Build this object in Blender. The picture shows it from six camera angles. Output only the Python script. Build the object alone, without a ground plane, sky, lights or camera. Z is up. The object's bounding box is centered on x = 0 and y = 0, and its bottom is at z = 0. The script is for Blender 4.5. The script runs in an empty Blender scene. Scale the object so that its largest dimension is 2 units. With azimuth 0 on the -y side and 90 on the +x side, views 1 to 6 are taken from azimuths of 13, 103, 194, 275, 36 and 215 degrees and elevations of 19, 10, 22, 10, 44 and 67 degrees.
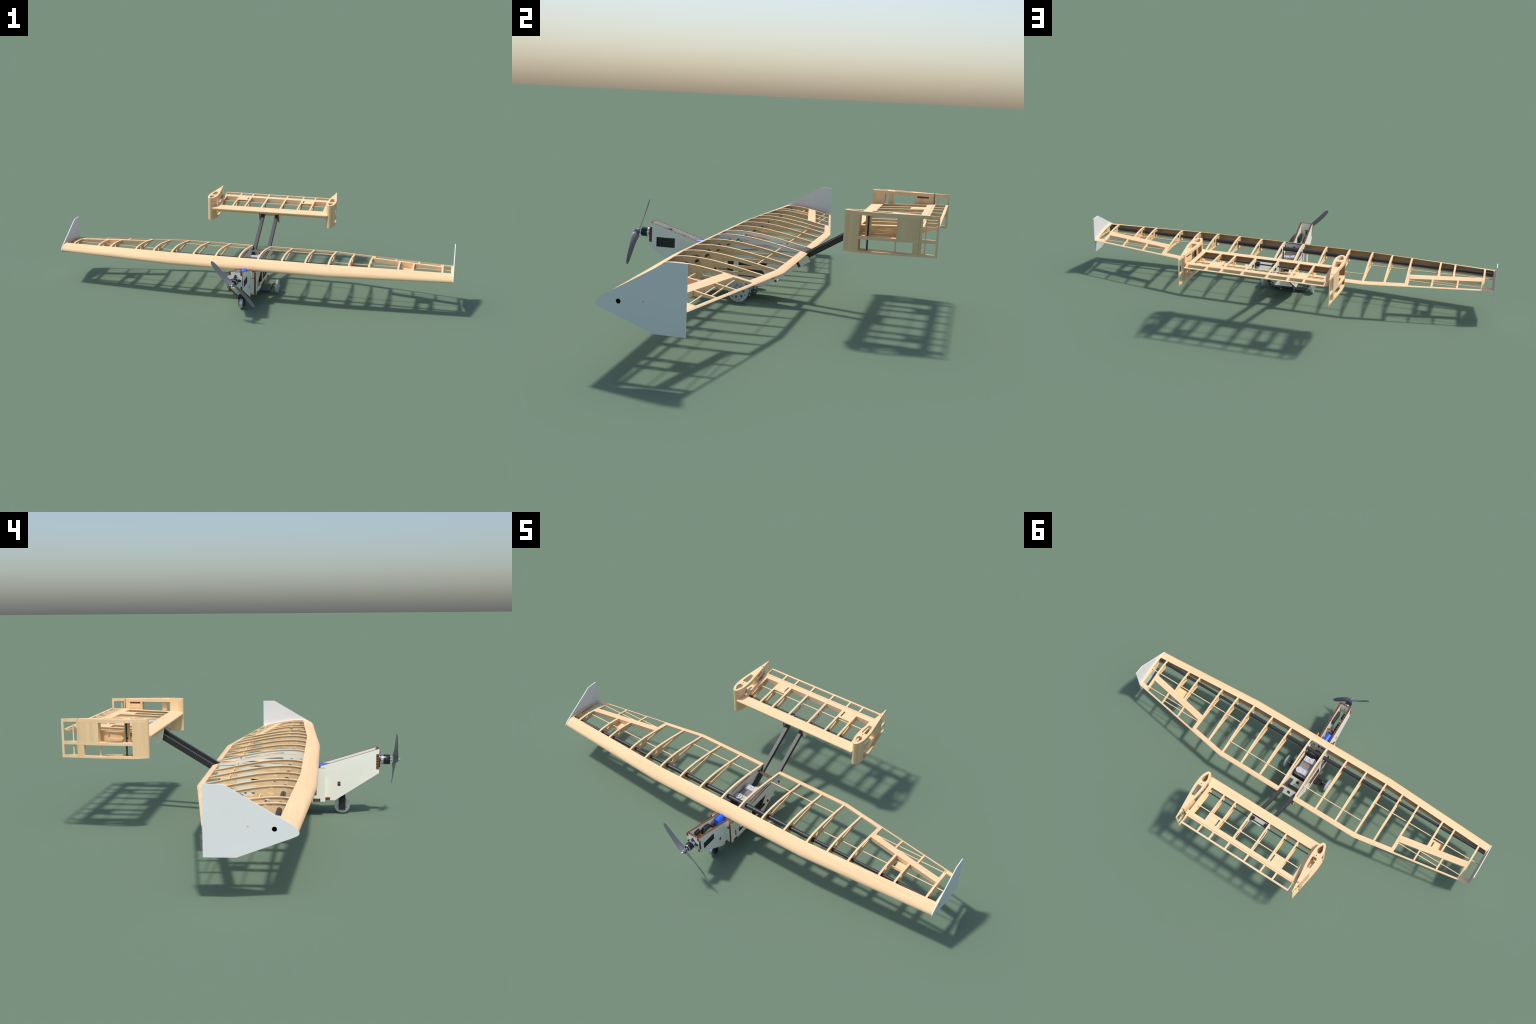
import bpy, math
from mathutils import Vector, Matrix

# ------------------------------------------------------------------ helpers
COL = bpy.context.scene.collection


def link(ob, parent=None):
    COL.objects.link(ob)
    if parent is not None:
        ob.parent = parent
    return ob


def mesh_obj(name, verts, faces, mats, parent=None, smooth=False, fmat=None):
    me = bpy.data.meshes.new(name)
    me.from_pydata([tuple(v) for v in verts], [], faces)
    me.validate()
    for m in (mats if isinstance(mats, (list, tuple)) else [mats]):
        me.materials.append(m)
    import bmesh
    bm = bmesh.new()
    bm.from_mesh(me)
    bmesh.ops.recalc_face_normals(bm, faces=bm.faces)
    bm.to_mesh(me)
    bm.free()
    if fmat:
        for i, p in enumerate(me.polygons):
            p.material_index = fmat(p)
    ob = bpy.data.objects.new(name, me)
    link(ob, parent)
    if smooth:
        me.shade_smooth() if hasattr(me, 'shade_smooth') else None
        me.set_sharp_from_angle(angle=math.radians(40))
    return ob


class Geo:
    """collects several simple solids into one mesh"""

    def __init__(self):
        self.v, self.f, self.m = [], [], []

    def add(self, verts, faces, mi=0):
        o = len(self.v)
        self.v += [tuple(p) for p in verts]
        self.f += [tuple(i + o for i in f) for f in faces]
        self.m += [mi] * len(faces)

    def box(self, x0, x1, y0, y1, z0, z1, mi=0, M=None):
        vs = [Vector((x, y, z)) for x in (x0, x1) for y in (y0, y1) for z in (z0, z1)]
        if M:
            vs = [M @ v for v in vs]
        self.add(vs, [(0, 1, 3, 2), (4, 6, 7, 5), (0, 4, 5, 1), (2, 3, 7, 6), (0, 2, 6, 4), (1, 5, 7, 3)], mi)

    def loft(self, rings, closed=True, caps=True, mi=0):
        n = len(rings[0])
        vs = [p for r in rings for p in r]
        fs = []
        for k in range(len(rings) - 1):
            for i in range(n if closed else n - 1):
                j = (i + 1) % n
                fs.append((k * n + i, k * n + j, (k + 1) * n + j, (k + 1) * n + i))
        if caps:
            fs.append(tuple(range(n)))
            fs.append(tuple(range((len(rings) - 1) * n, len(rings) * n)))
        self.add(vs, fs, mi)

    def tube(self, a, b, r, n=20, mi=0, r2=None):
        a, b = Vector(a), Vector(b)
        d = (b - a).normalized()
        u = d.orthogonal().normalized()
        w = d.cross(u)
        r2 = r if r2 is None else r2
        R = []
        for c, rr in ((a, r), (b, r2)):
            R.append([c + rr * (math.cos(t) * u + math.sin(t) * w) for t in [2 * math.pi * i / n for i in range(n)]])
        self.loft(R, mi=mi)

    def lathe(self, prof, origin, axis, n=32, mi=0):
        """prof: (along axis, radius)"""
        d = Vector(axis).normalized()
        u = d.orthogonal().normalized()
        w = d.cross(u)
        o = Vector(origin)
        R = [[o + d * h + r * (math.cos(t) * u + math.sin(t) * w)
              for t in [2 * math.pi * i / n for i in range(n)]] for h, r in prof]
        self.loft(R, mi=mi)

    def merge(self, ob_mesh, mi=0, mi_edge=None, axis=None):
        o = len(self.v)
        self.v += [tuple(v.co) for v in ob_mesh.vertices]
        for p in ob_mesh.polygons:
            self.f.append(tuple(i + o for i in p.vertices))
            k = mi
            if mi_edge is not None and abs(p.normal.dot(axis)) < 0.5:
                k = mi_edge
            self.m.append(k)

    def obj(self, name, mats, parent=None, smooth=False):
        ms = self.m
        me = bpy.data.meshes.new(name)
        me.from_pydata(self.v, [], self.f)
        for m in (mats if isinstance(mats, (list, tuple)) else [mats]):
            me.materials.append(m)
        me.polygons.foreach_set('material_index', ms)
        import bmesh
        bm = bmesh.new()
        bm.from_mesh(me)
        bmesh.ops.remove_doubles(bm, verts=bm.verts, dist=1e-7)
        bmesh.ops.recalc_face_normals(bm, faces=bm.faces)
        bm.to_mesh(me)
        bm.free()
        ob = bpy.data.objects.new(name, me)
        link(ob, parent)
        if smooth:
            for p in me.polygons:
                p.use_smooth = True
            me.set_sharp_from_angle(angle=math.radians(38))
        return ob


def plate_mesh(outer, holes, thick, M):
    """flat sheet with holes: 2D outline (u,v), thickness along w, placed by matrix M"""
    cu = bpy.data.curves.new('tmp', 'CURVE')
    cu.dimensions = '2D'
    cu.fill_mode = 'BOTH'
    cu.extrude = thick / 2
    for poly in [outer] + list(holes):
        sp = cu.splines.new('POLY')
        sp.points.add(len(poly) - 1)
        for p, q in zip(sp.points, poly):
            p.co = (q[0], q[1], 0, 1)
        sp.use_cyclic_u = True
    ob = bpy.data.objects.new('tmp', cu)
    COL.objects.link(ob)
    bpy.context.view_layer.update()
    dg = bpy.context.evaluated_depsgraph_get()
    me = bpy.data.meshes.new_from_object(ob.evaluated_get(dg))
    bpy.data.objects.remove(ob)
    bpy.data.curves.remove(cu)
    me.transform(M)
    me.update()
    return me


def mat_yz(x):   # u=y v=z, thickness along x
    return Matrix(((0, 0, 1, x), (1, 0, 0, 0), (0, 1, 0, 0), (0, 0, 0, 1)))


def mat_xz(y):
    return Matrix(((1, 0, 0, 0), (0, 0, -1, y), (0, 1, 0, 0), (0, 0, 0, 1)))


def mat_xy(z):
    return Matrix(((1, 0, 0, 0), (0, 1, 0, 0), (0, 0, 1, z), (0, 0, 0, 1)))


def circle(cu, cv, r, n=20, rv=None):
    rv = rv or r
    return [(cu + r * math.cos(2 * math.pi * i / n), cv + rv * math.sin(2 * math.pi * i / n)) for i in range(n)]


def rect(u0, u1, v0, v1):
    return [(u0, v0), (u1, v0), (u1, v1), (u0, v1)]


def round_poly(pts, r, n=4):
    """fillet the corners of a polygon"""
    out = []
    N = len(pts)
    for i in range(N):
        p0, p1, p2 = Vector(pts[i - 1]), Vector(pts[i]), Vector(pts[(i + 1) % N])
        a = (p0 - p1)
        b = (p2 - p1)
        k = min(r, a.length * 0.45, b.length * 0.45)
        s, e = p1 + a.normalized() * k, p1 + b.normalized() * k
        for j in range(n + 1):
            t = j / n
            q = (1 - t) ** 2 * s + 2 * t * (1 - t) * p1 + t * t * e
            out.append((q.x, q.y))
    return out


def hermite(xs, ys):
    """monotone-style cubic interpolation through control points"""
    n = len(xs)
    d = [(ys[i + 1] - ys[i]) / (xs[i + 1] - xs[i]) for i in range(n - 1)]
    m = [d[0]] + [0 if d[i - 1] * d[i] <= 0 else 2 * d[i - 1] * d[i] / (d[i - 1] + d[i]) for i in range(1, n - 1)] + [d[-1]]

    def f(x):
        x = min(max(x, xs[0]), xs[-1])
        i = 0
        while i < n - 2 and x > xs[i + 1]:
            i += 1
        h = xs[i + 1] - xs[i]
        t = (x - xs[i]) / h
        return ((2 * t ** 3 - 3 * t * t + 1) * ys[i] + (t ** 3 - 2 * t * t + t) * h * m[i]
                + (-2 * t ** 3 + 3 * t * t) * ys[i + 1] + (t ** 3 - t * t) * h * m[i + 1])
    return f


# ------------------------------------------------------------------ materials
def new_mat(name):
    m = bpy.data.materials.new(name)
    m.use_nodes = True
    nt = m.node_tree
    b = nt.nodes['Principled BSDF']
    return m, nt, b


def N(nt, t, **kw):
    n = nt.nodes.new(t)
    for k, v in kw.items():
        setattr(n, k, v)
    return n


def balsa(name, scale, base=(0.94, 0.66, 0.378), plank=None):
    """pale wood, grain drawn out along the axis with the small scale"""
    m, nt, b = new_mat(name)
    L = nt.links.new
    tc = N(nt, 'ShaderNodeTexCoord')
    mp = N(nt, 'ShaderNodeMapping')
    mp.inputs['Scale'].default_value = scale
    L(tc.outputs['Object'], mp.inputs['Vector'])
    n1 = N(nt, 'ShaderNodeTexNoise')
    n1.inputs['Scale'].default_value = 1.0
    n1.inputs['Detail'].default_value = 5
    n1.inputs['Roughness'].default_value = 0.65
    L(mp.outputs['Vector'], n1.inputs['Vector'])
    cr = N(nt, 'ShaderNodeValToRGB')
    cr.color_ramp.elements[0].position = 0.28
    cr.color_ramp.elements[1].position = 0.72
    cr.color_ramp.elements[0].color = (base[0] * .92, base[1] * .89, base[2] * .86, 1)
    cr.color_ramp.elements[1].color = (base[0] * 1.03, base[1] * 1.04, base[2] * 1.08, 1)
    L(n1.outputs['Fac'], cr.inputs['Fac'])
    out = cr.outputs['Color']
    if plank:
        # boards of slightly different tone
        mp2 = N(nt, 'ShaderNodeMapping')
        mp2.inputs['Scale'].default_value = plank
        L(tc.outputs['Object'], mp2.inputs['Vector'])
        fl = N(nt, 'ShaderNodeVectorMath', operation='FLOOR')
        L(mp2.outputs['Vector'], fl.inputs[0])
        wn = N(nt, 'ShaderNodeTexWhiteNoise')
        wn.noise_dimensions = '3D'
        L(fl.outputs['Vector'], wn.inputs['Vector'])
        mr = N(nt, 'ShaderNodeMapRange')
        mr.inputs['To Min'].default_value = 0.93
        mr.inputs['To Max'].default_value = 1.05
        L(wn.outputs['Value'], mr.inputs['Value'])
        mx = N(nt, 'ShaderNodeVectorMath', operation='SCALE')
        L(out, mx.inputs[0])
        L(mr.outputs['Result'], mx.inputs['Scale'])
        out = mx.outputs['Vector']
    L(out, b.inputs['Base Color'])
    b.inputs['Roughness'].default_value = 0.75
    b.inputs['Specular IOR Level'].default_value = 0.25
    return m


def striped_edge(name, coef, period=0.0085):
    """laser-cut plywood edge: brown with dark bands across the thickness"""
    m, nt, b = new_mat(name)
    L = nt.links.new
    tc = N(nt, 'ShaderNodeTexCoord')
    dp = N(nt, 'ShaderNodeVectorMath', operation='DOT_PRODUCT')
    dp.inputs[1].default_value = tuple(c / period for c in coef)
    L(tc.outputs['Object'], dp.inputs[0])
    nz = N(nt, 'ShaderNodeTexNoise')
    nz.inputs['Scale'].default_value = 90
    L(tc.outputs['Object'], nz.inputs['Vector'])
    ad = N(nt, 'ShaderNodeMath', operation='MULTIPLY_ADD')
    ad.inputs[1].default_value = 0.25
    L(nz.outputs['Fac'], ad.inputs[0])
    L(dp.outputs['Value'], ad.inputs[2])
    fr = N(nt, 'ShaderNodeMath', operation='FRACT')
    L(ad.outputs['Value'], fr.inputs[0])
    cr = N(nt, 'ShaderNodeValToRGB')
    e = cr.color_ramp.elements
    e[0].position, e[0].color = 0.0, (0.215, 0.085, 0.042, 1)
    e[1].position, e[1].color = 1.0, (0.19, 0.075, 0.036, 1)
    for p, c in ((0.5, (0.245, 0.098, 0.05, 1)), (0.6, (0.06, 0.028, 0.02, 1)), (0.88, (0.06, 0.028, 0.02, 1))):
        k = e.new(p)
        k.color = c
    L(fr.outputs['Value'], cr.inputs['Fac'])
    L(cr.outputs['Color'], b.inputs['Base Color'])
    b.inputs['Roughness'].default_value = 0.7
    b.inputs['Specular IOR Level'].default_value = 0.2
    return m


def plain(name, col, rough=0.5, metal=0.0, spec=0.5, noise=0.06, nscale=40, coat=0):
    m, nt, b = new_mat(name)
    L = nt.links.new
    tc = N(nt, 'ShaderNodeTexCoord')
    n1 = N(nt, 'ShaderNodeTexNoise')
    n1.inputs['Scale'].default_value = nscale
    n1.inputs['Detail'].default_value = 4
    L(tc.outputs['Object'], n1.inputs['Vector'])
    cr = N(nt, 'ShaderNodeValToRGB')
    cr.color_ramp.elements[0].position = 0.3
    cr.color_ramp.elements[1].position = 0.7
    cr.color_ramp.elements[0].color = tuple(c * (1 - noise) for c in col) + (1,)
    cr.color_ramp.elements[1].color = tuple(min(1, c * (1 + noise)) for c in col) + (1,)
    L(n1.outputs['Fac'], cr.inputs['Fac'])
    L(cr.outputs['Color'], b.inputs['Base Color'])
    b.inputs['Roughness'].default_value = rough
    b.inputs['Metallic'].default_value = metal
    b.inputs['Specular IOR Level'].default_value = spec
    b.inputs['Coat Weight'].default_value = coat
    return m


def carbon(name, d1, d2, dark=(0.014, 0.014, 0.015), light=(0.06, 0.06, 0.062), period=0.006, rough=0.42):
    """woven carbon: fine diagonal twill of dark and lighter tows"""
    m, nt, b = new_mat(name)
    L = nt.links.new
    tc = N(nt, 'ShaderNodeTexCoord')
    fs = []
    for d in (d1, d2):
        dp = N(nt, 'ShaderNodeVectorMath', operation='DOT_PRODUCT')
        dp.inputs[1].default_value = tuple(2 * math.pi * c / period for c in d)
        L(tc.outputs['Object'], dp.inputs[0])
        s = N(nt, 'ShaderNodeMath', operation='SINE')
        L(dp.outputs['Value'], s.inputs[0])
        fs.append(s)
    ad = N(nt, 'ShaderNodeMath', operation='MULTIPLY_ADD')
    ad.inputs[1].default_value = 0.8
    L(fs[0].outputs['Value'], ad.inputs[0])
    sc = N(nt, 'ShaderNodeMath', operation='MULTIPLY')
    sc.inputs[1].default_value = 0.2
    L(fs[1].outputs['Value'], sc.inputs[0])
    L(sc.outputs['Value'], ad.inputs[2])
    mr = N(nt, 'ShaderNodeMapRange')
    mr.inputs['From Min'].default_value = -0.6
    mr.inputs['From Max'].default_value = 0.6
    L(ad.outputs['Value'], mr.inputs['Value'])
    mx = N(nt, 'ShaderNodeMix', data_type='RGBA')
    mx.inputs['A'].default_value = dark + (1,)
    mx.inputs['B'].default_value = light + (1,)
    L(mr.outputs['Result'], mx.inputs['Factor'])
    L(mx.outputs['Result'], b.inputs['Base Color'])
    b.inputs['Roughness'].default_value = rough
    b.inputs['Specular IOR Level'].default_value = 0.45
    return m


M_SPAN = balsa('balsa_grain_spanwise', (3.5, 75, 75))
M_SPAN_TE = balsa('balsa_grain_trailing_edge', (5, 130, 60))
M_RIB = balsa('balsa_grain_upright', (60, 60, 6), base=(0.91, 0.65, 0.355), plank=(1, 62, 1))
M_CAP = balsa('balsa_cap_strip', (60, 5, 60))
M_FIN = balsa('balsa_grain_fin', (90, 110, 5), base=(0.92, 0.66, 0.365), plank=(1, 70, 1))
M_PLY = plain('birch_plywood_face', (0.93, 0.92, 0.805), rough=0.6, spec=0.3, noise=0.025, nscale=14)
M_EDGE_YZ = striped_edge('plywood_edge_lengthwise', (0, 1, 1))
M_EDGE_Z = striped_edge('plywood_tab_upright', (0, 0, 1), period=0.0091)
M_EDGE_Y = striped_edge('plywood_tab_lengthwise', (0, 1, 0), period=0.0088)
M_EDGE_X = striped_edge('plywood_edge_crosswise', (1, 0.35, 0.6))
M_WINGLET = plain('winglet_pale_plastic', (0.81, 0.82, 0.815), rough=0.55, spec=0.35, noise=0.01, nscale=8)
M_TUBE = carbon('carbon_tube', (0.75, 0.45, 0.45), (0.75, -0.6, -0.6), dark=(0.02, 0.02, 0.021), light=(0.05, 0.05, 0.05), period=0.0048)
M_BOOM = carbon('carbon_boom', (0.15, 0.85, -0.35), (0, 0.5, 0.85), dark=(0.013, 0.013, 0.013), light=(0.04, 0.04, 0.038), period=0.0062, rough=0.4)
M_BOOM_TOP = plain('carbon_boom_flat', (0.047, 0.047, 0.048), rough=0.45, noise=0.1, nscale=120)
M_LEAF = carbon('carbon_leaf_spring', (1, 0, 0), (0.2, 1, 0), period=0.009, dark=(0.026, 0.026, 0.03), light=(0.038, 0.038, 0.043))
M_PROP = plain('propeller_grey_nylon', (0.185, 0.19, 0.21), rough=0.45, noise=0.04)
M_BLACK = plain('black_plastic', (0.016, 0.016, 0.018), rough=0.45)
M_SHADOWBLACK = plain('hole_shadow_painted_black', (0.002, 0.002, 0.002), rough=1.0, spec=0.0)
M_MOTOR = plain('motor_can_dark', (0.02, 0.021, 0.028), rough=0.22, metal=0.3, spec=0.6)
M_CHROME = plain('polished_metal', (0.78, 0.79, 0.82), rough=0.14, metal=1.0, noise=0.02)
M_ALU = plain('machined_aluminium', (0.60, 0.63, 0.67), rough=0.3, metal=0.75, noise=0.05, nscale=30)
M_WHEEL = plain('wheel_pale_acetal', (0.60, 0.63, 0.65), rough=0.35, spec=0.5, metal=0.25, noise=0.05, nscale=25)
M_BLUE = plain('battery_blue_wrap', (0.018, 0.13, 0.86), rough=0.35, noise=0.05)
M_ORANGE = plain('servo_orange', (0.55, 0.19, 0.02), rough=0.4)
M_METALBOX = plain('camera_housing_metal', (0.42, 0.42, 0.46), rough=0.38, metal=0.65, noise=0.18, nscale=26)
_r = [n for n in M_METALBOX.node_tree.nodes if n.type == 'VALTORGB'][0].color_ramp
_r.elements[0].color = (0.36, 0.37, 0.45, 1)  # blue-grey and brown blotches painted into the metal for its reflections
_r.elements[1].color = (0.40, 0.28, 0.20, 1)
_r.elements[0].position, _r.elements[1].position = 0.48, 0.64
M_DARKBOX = plain('instrument_box_dark', (0.035, 0.037, 0.05), rough=0.5, noise=0.1)
M_BRACKET = plain('bracket_white_nylon', (0.56, 0.55, 0.56), rough=0.5)

# ------------------------------------------------------------------ the thing
ROOT = bpy.data.objects.new('model_airplane', None)
link(ROOT)
ROOT.empty_display_size = 0.1
ROOT['label'] = 'uncovered balsa model airplane with twin-boom tail, grey propeller and tricycle wheels'
ROOT['category'] = 'model airplane'

# ------------------------------------------------------------------ main wing
KINK = 0.405
Z0 = 0.188
TIPX = 0.9965


def le(x):
    x = abs(x)
    return -0.2637 + max(0, x - KINK) * 0.0624


def te(x):
    x = abs(x)
    return 0.107 - max(0, x - KINK) * 0.1703


C0 = te(0) - le(0)


def frac(y):
    return (y + 0.2637) / C0


TOP = [(-.2637, .172), (-.2628, .1775), (-.2595, .1845), (-.253, .1915), (-.240, .2000), (-.225, .2072), (-.209, .2123),
       (-.190, .2152), (-.165, .2167), (-.15, .2166), (-.12, .2150), (-.09, .2121), (-.06, .2074), (-.0286, .2019),
       (.010, .1944), (.045, .1868), (.084, .1790), (.107, .1735)]
BOT = [(-.2637, .172), (-.2626, .1675), (-.258, .1628), (-.250, .1600), (-.236, .1580), (-.215, .1577), (-.19, .1592),
       (-.16, .1622), (-.13, .1660), (-.095, .1700), (-.055, .1727), (0, .1738), (.05, .1728), (.085, .1710), (.107, .1697)]
_ft = hermite([math.sqrt(max(0, frac(y))) for y, z in TOP], [z - Z0 for y, z in TOP])
_fb = hermite([math.sqrt(max(0, frac(y))) for y, z in BOT], [z - Z0 for y, z in BOT])


def wz(x, y, top=True):
    c = te(x) - le(x)
    u = math.sqrt(min(1, max(0, (y - le(x)) / c)))
    return Z0 + (c / C0) * (_ft if top else _fb)(u)


def sheet_edge(x):
    x = abs(x)
    return -0.2124 + max(0, x - KINK) * 0.0571


def te_front(x):
    return te(x) - 0.0240


T_SHEET = 0.0022

# leading edge sheeting: a C-shaped shell round the nose
g = Geo()
xs = [-TIPX, -0.8, -0.6, -KINK, -0.2, 0, 0.2, KINK, 0.6, 0.8, TIPX]
rings = []
for x in xs:
    L0, E = le(x), sheet_edge(x)
    outer = []
    n = 18
    for i in range(n, -1, -1):
        y = L0 + (E - L0) * (i / n) ** 2
        outer.append((y, wz(x, y, True)))
    for i in range(1, n + 1):
        y = L0 + (E - L0) * (i / n) ** 2
        outer.append((y, wz(x, y, False)))
    inner = []
    for i, p in enumerate(outer):
        a = Vector(outer[max(0, i - 1)])
        b = Vector(outer[min(len(outer) - 1, i + 1)])
        t = (b - a).normalized()
        nrm = Vector((-t.y, t.x))
        q = Vector(p) + nrm * T_SHEET
        if q.x < L0:
            q = Vector(p) - nrm * T_SHEET
        inner.append((q.x, q.y))
    rings.append([(x, y, z) for y, z in outer] + [(x, y, z) for y, z in reversed(inner)])
g.loft(rings)
WING = g.obj('wing', [M_SPAN], ROOT, smooth=True)
WING['note'] = 'leading edge sheeting; carries ribs, spars and trailing edge'

# trailing edge
AIL0, AIL1 = 0.609, 0.944


def te_ring(x, w):
    t = te(x)
    f = t - w
    return [(x, f, wz(x, f, True) + 0.0004), (x, f + w * .5, wz(x, f + w * .5, True) + 0.0004), (x, t - .0025, wz(x, t - .0025, True)), (x, t, wz(x, t, True) - .0016),
            (x, t - .0008, wz(x, t, False) + .0003), (x, f + w * .5, wz(x, f + w * .5, False) - 0.0004), (x, f, wz(x, f, False) - 0.0004)]


g = Geo()
for s in (-1, 1):
    g.loft([te_ring(s * x, 0.0240) for x in (0.0455, KINK, AIL0)])
    g.loft([te_ring(s * x, 0.0085) for x in (AIL0 + 0.0004, AIL1)])
    g.loft([te_ring(s * x, 0.0240) for x in (AIL1 + 0.0004, TIPX)])
g.obj('trailing_edge', [M_SPAN_TE], WING, smooth=True)

# ribs: thin upright web with lightening holes, cap strips above and below
RIBS = [0.169, 0.2855, 0.401, 0.4995, 0.5965, 0.737, 0.8065, 0.946]
CAP_T = 0.0020
CAP_W = 0.0088


def hinge_front(x):   # front and back edge of the aileron hinge band
    return -0.0243 - (abs(x) - 0.606) * 0.1874


def hinge_back(x):
    return 0.0086 - (abs(x) - 0.606) * 0.1906


def rib_outline(x, y0, y1, d=CAP_T, n=30):
    up = [(y0 + (y1 - y0) * i / n) for i in range(n + 1)]
    return [(y, wz(x, y, True) - d) for y in up] + [(y, wz(x, y, False) + d) for y in reversed(up)]


def root_y(x, y):   # root section y -> same chord station at x
    return le(x) + frac(y) * (te(x) - le(x))


def map_pts(x, pts):
    k = (te(x) - le(x)) / C0
    return [(root_y(x, y), Z0 + (z - Z0) * k) for y, z in pts]


def slot_poly(x, ya, yb, lip=.0113, floor=.1815):
    k = (te(x) - le(x)) / C0
    fl = Z0 + (floor - Z0) * k
    n = 8
    up = [ya + (yb - ya) * i / n for i in range(n + 1)]
    top = [(y, max(fl + .0030, wz(x, y, True) - lip * (.6 + .4 * k))) for y in up if y > ya + .0065]
    zt = wz(x, ya + .0065, True) - lip * (.6 + .4 * k)
    zm, hh = (zt + fl) / 2, (zt - fl) / 2
    nose = [(ya + .0085 - .0085 * math.cos(a), zm + hh * math.sin(a)) for a in [math.pi * (i / 10 - .5) for i in range(11)]]
    low = [(yb - .0015, fl + .0004), (ya + (yb - ya) * .5, fl)]
    return nose + round_poly(top, .002, 2)[3:] + low




def rib_holes(x):
    k = (te(x) - le(x)) / C0
    hs = []
    if x < 0.3:
        hs.append(slot_poly(x, -.1450, .0035))
    elif x < 0.62:
        hs.append(circle(-.1352, .1965, .0104, 22, .0122 * min(1, k + .02)))
        hs.append(slot_poly(x, -.0880, .0070 if x < .55 else -.0240))
    elif x < 0.9:
        hs.append(circle(-.1340, .1955, .0086, 20, .0092))
    else:
        hs.append(circle(-.1348, .1955, .0075, 18, .0062))
    return hs


def cap_strip(g, x, y0, y1, top, w=CAP_W, n=18, d=CAP_T):
    R = []
    for i in range(n + 1):
        y = y0 + (y1 - y0) * i / n
        z = wz(x, y, top)
        zi = z - d if top else z + d
        R.append([(x - w / 2, y, z), (x + w / 2, y, z), (x + w / 2, y, zi), (x - w / 2, y, zi)])
    g.loft(R)


for x in RIBS:
    y0 = le(x) + 0.006
    inner = x > 0.6 and x < 0.9
    y1 = hinge_front(x) + .001 if inner else te_front(x) + .001
    me = plate_mesh(rib_outline(x, y0, y1), rib_holes(x), 0.0032, mat_yz(0))
    g = Geo()
    g.merge(me, 0)
    e = sheet_edge(x) + .0003
    yc = hinge_front(x) + .0005 if inner else te_front(x) - .0002
    gc = Geo()
    for top in (True, False):
        cap_strip(gc, x, e, yc, top)
    rib = g.obj('rib', [M_RIB], WING)
    rib.location.x = x
    cap = gc.obj('cap_strip', [M_CAP], WING, smooth=True)
    for v in cap.data.vertices:
        v.co.x -= x
    cap.location.x = x
    for src in (rib, cap):
        c = src.copy()
        c.location.x = -x
        link(c, WING)

# tip ribs (at the winglets)
for s in (-1, 1):
    x = 0.9915
    me = plate_mesh(rib_outline(x, le(x) + .004, te_front(x) + .001, 0.0016),
                    [round_poly(map_pts(x, [(-.10, .184), (-.10, .203), (.02, .189), (.02, .182)]), .004)], 0.0036, mat_yz(0))
    g = Geo()
    g.merge(me)
    for top in (True, False):
        R = []
        cap_strip(g, 0, 0, 1, top, n=1) if False else None
    r = g.obj('rib', [M_RIB], WING)
    r.location.x = s * x
    gc = Geo()
    for top in (True, False):
        cap_strip(gc, x, sheet_edge(x) + .0003, te_front(x) - .0002, top, w=.0092)
    cap = gc.obj('cap_strip', [M_CAP], WING, smooth=True)
    for v in cap.data.vertices:
        v.co.x -= x
    cap.location.x = s * x

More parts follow.
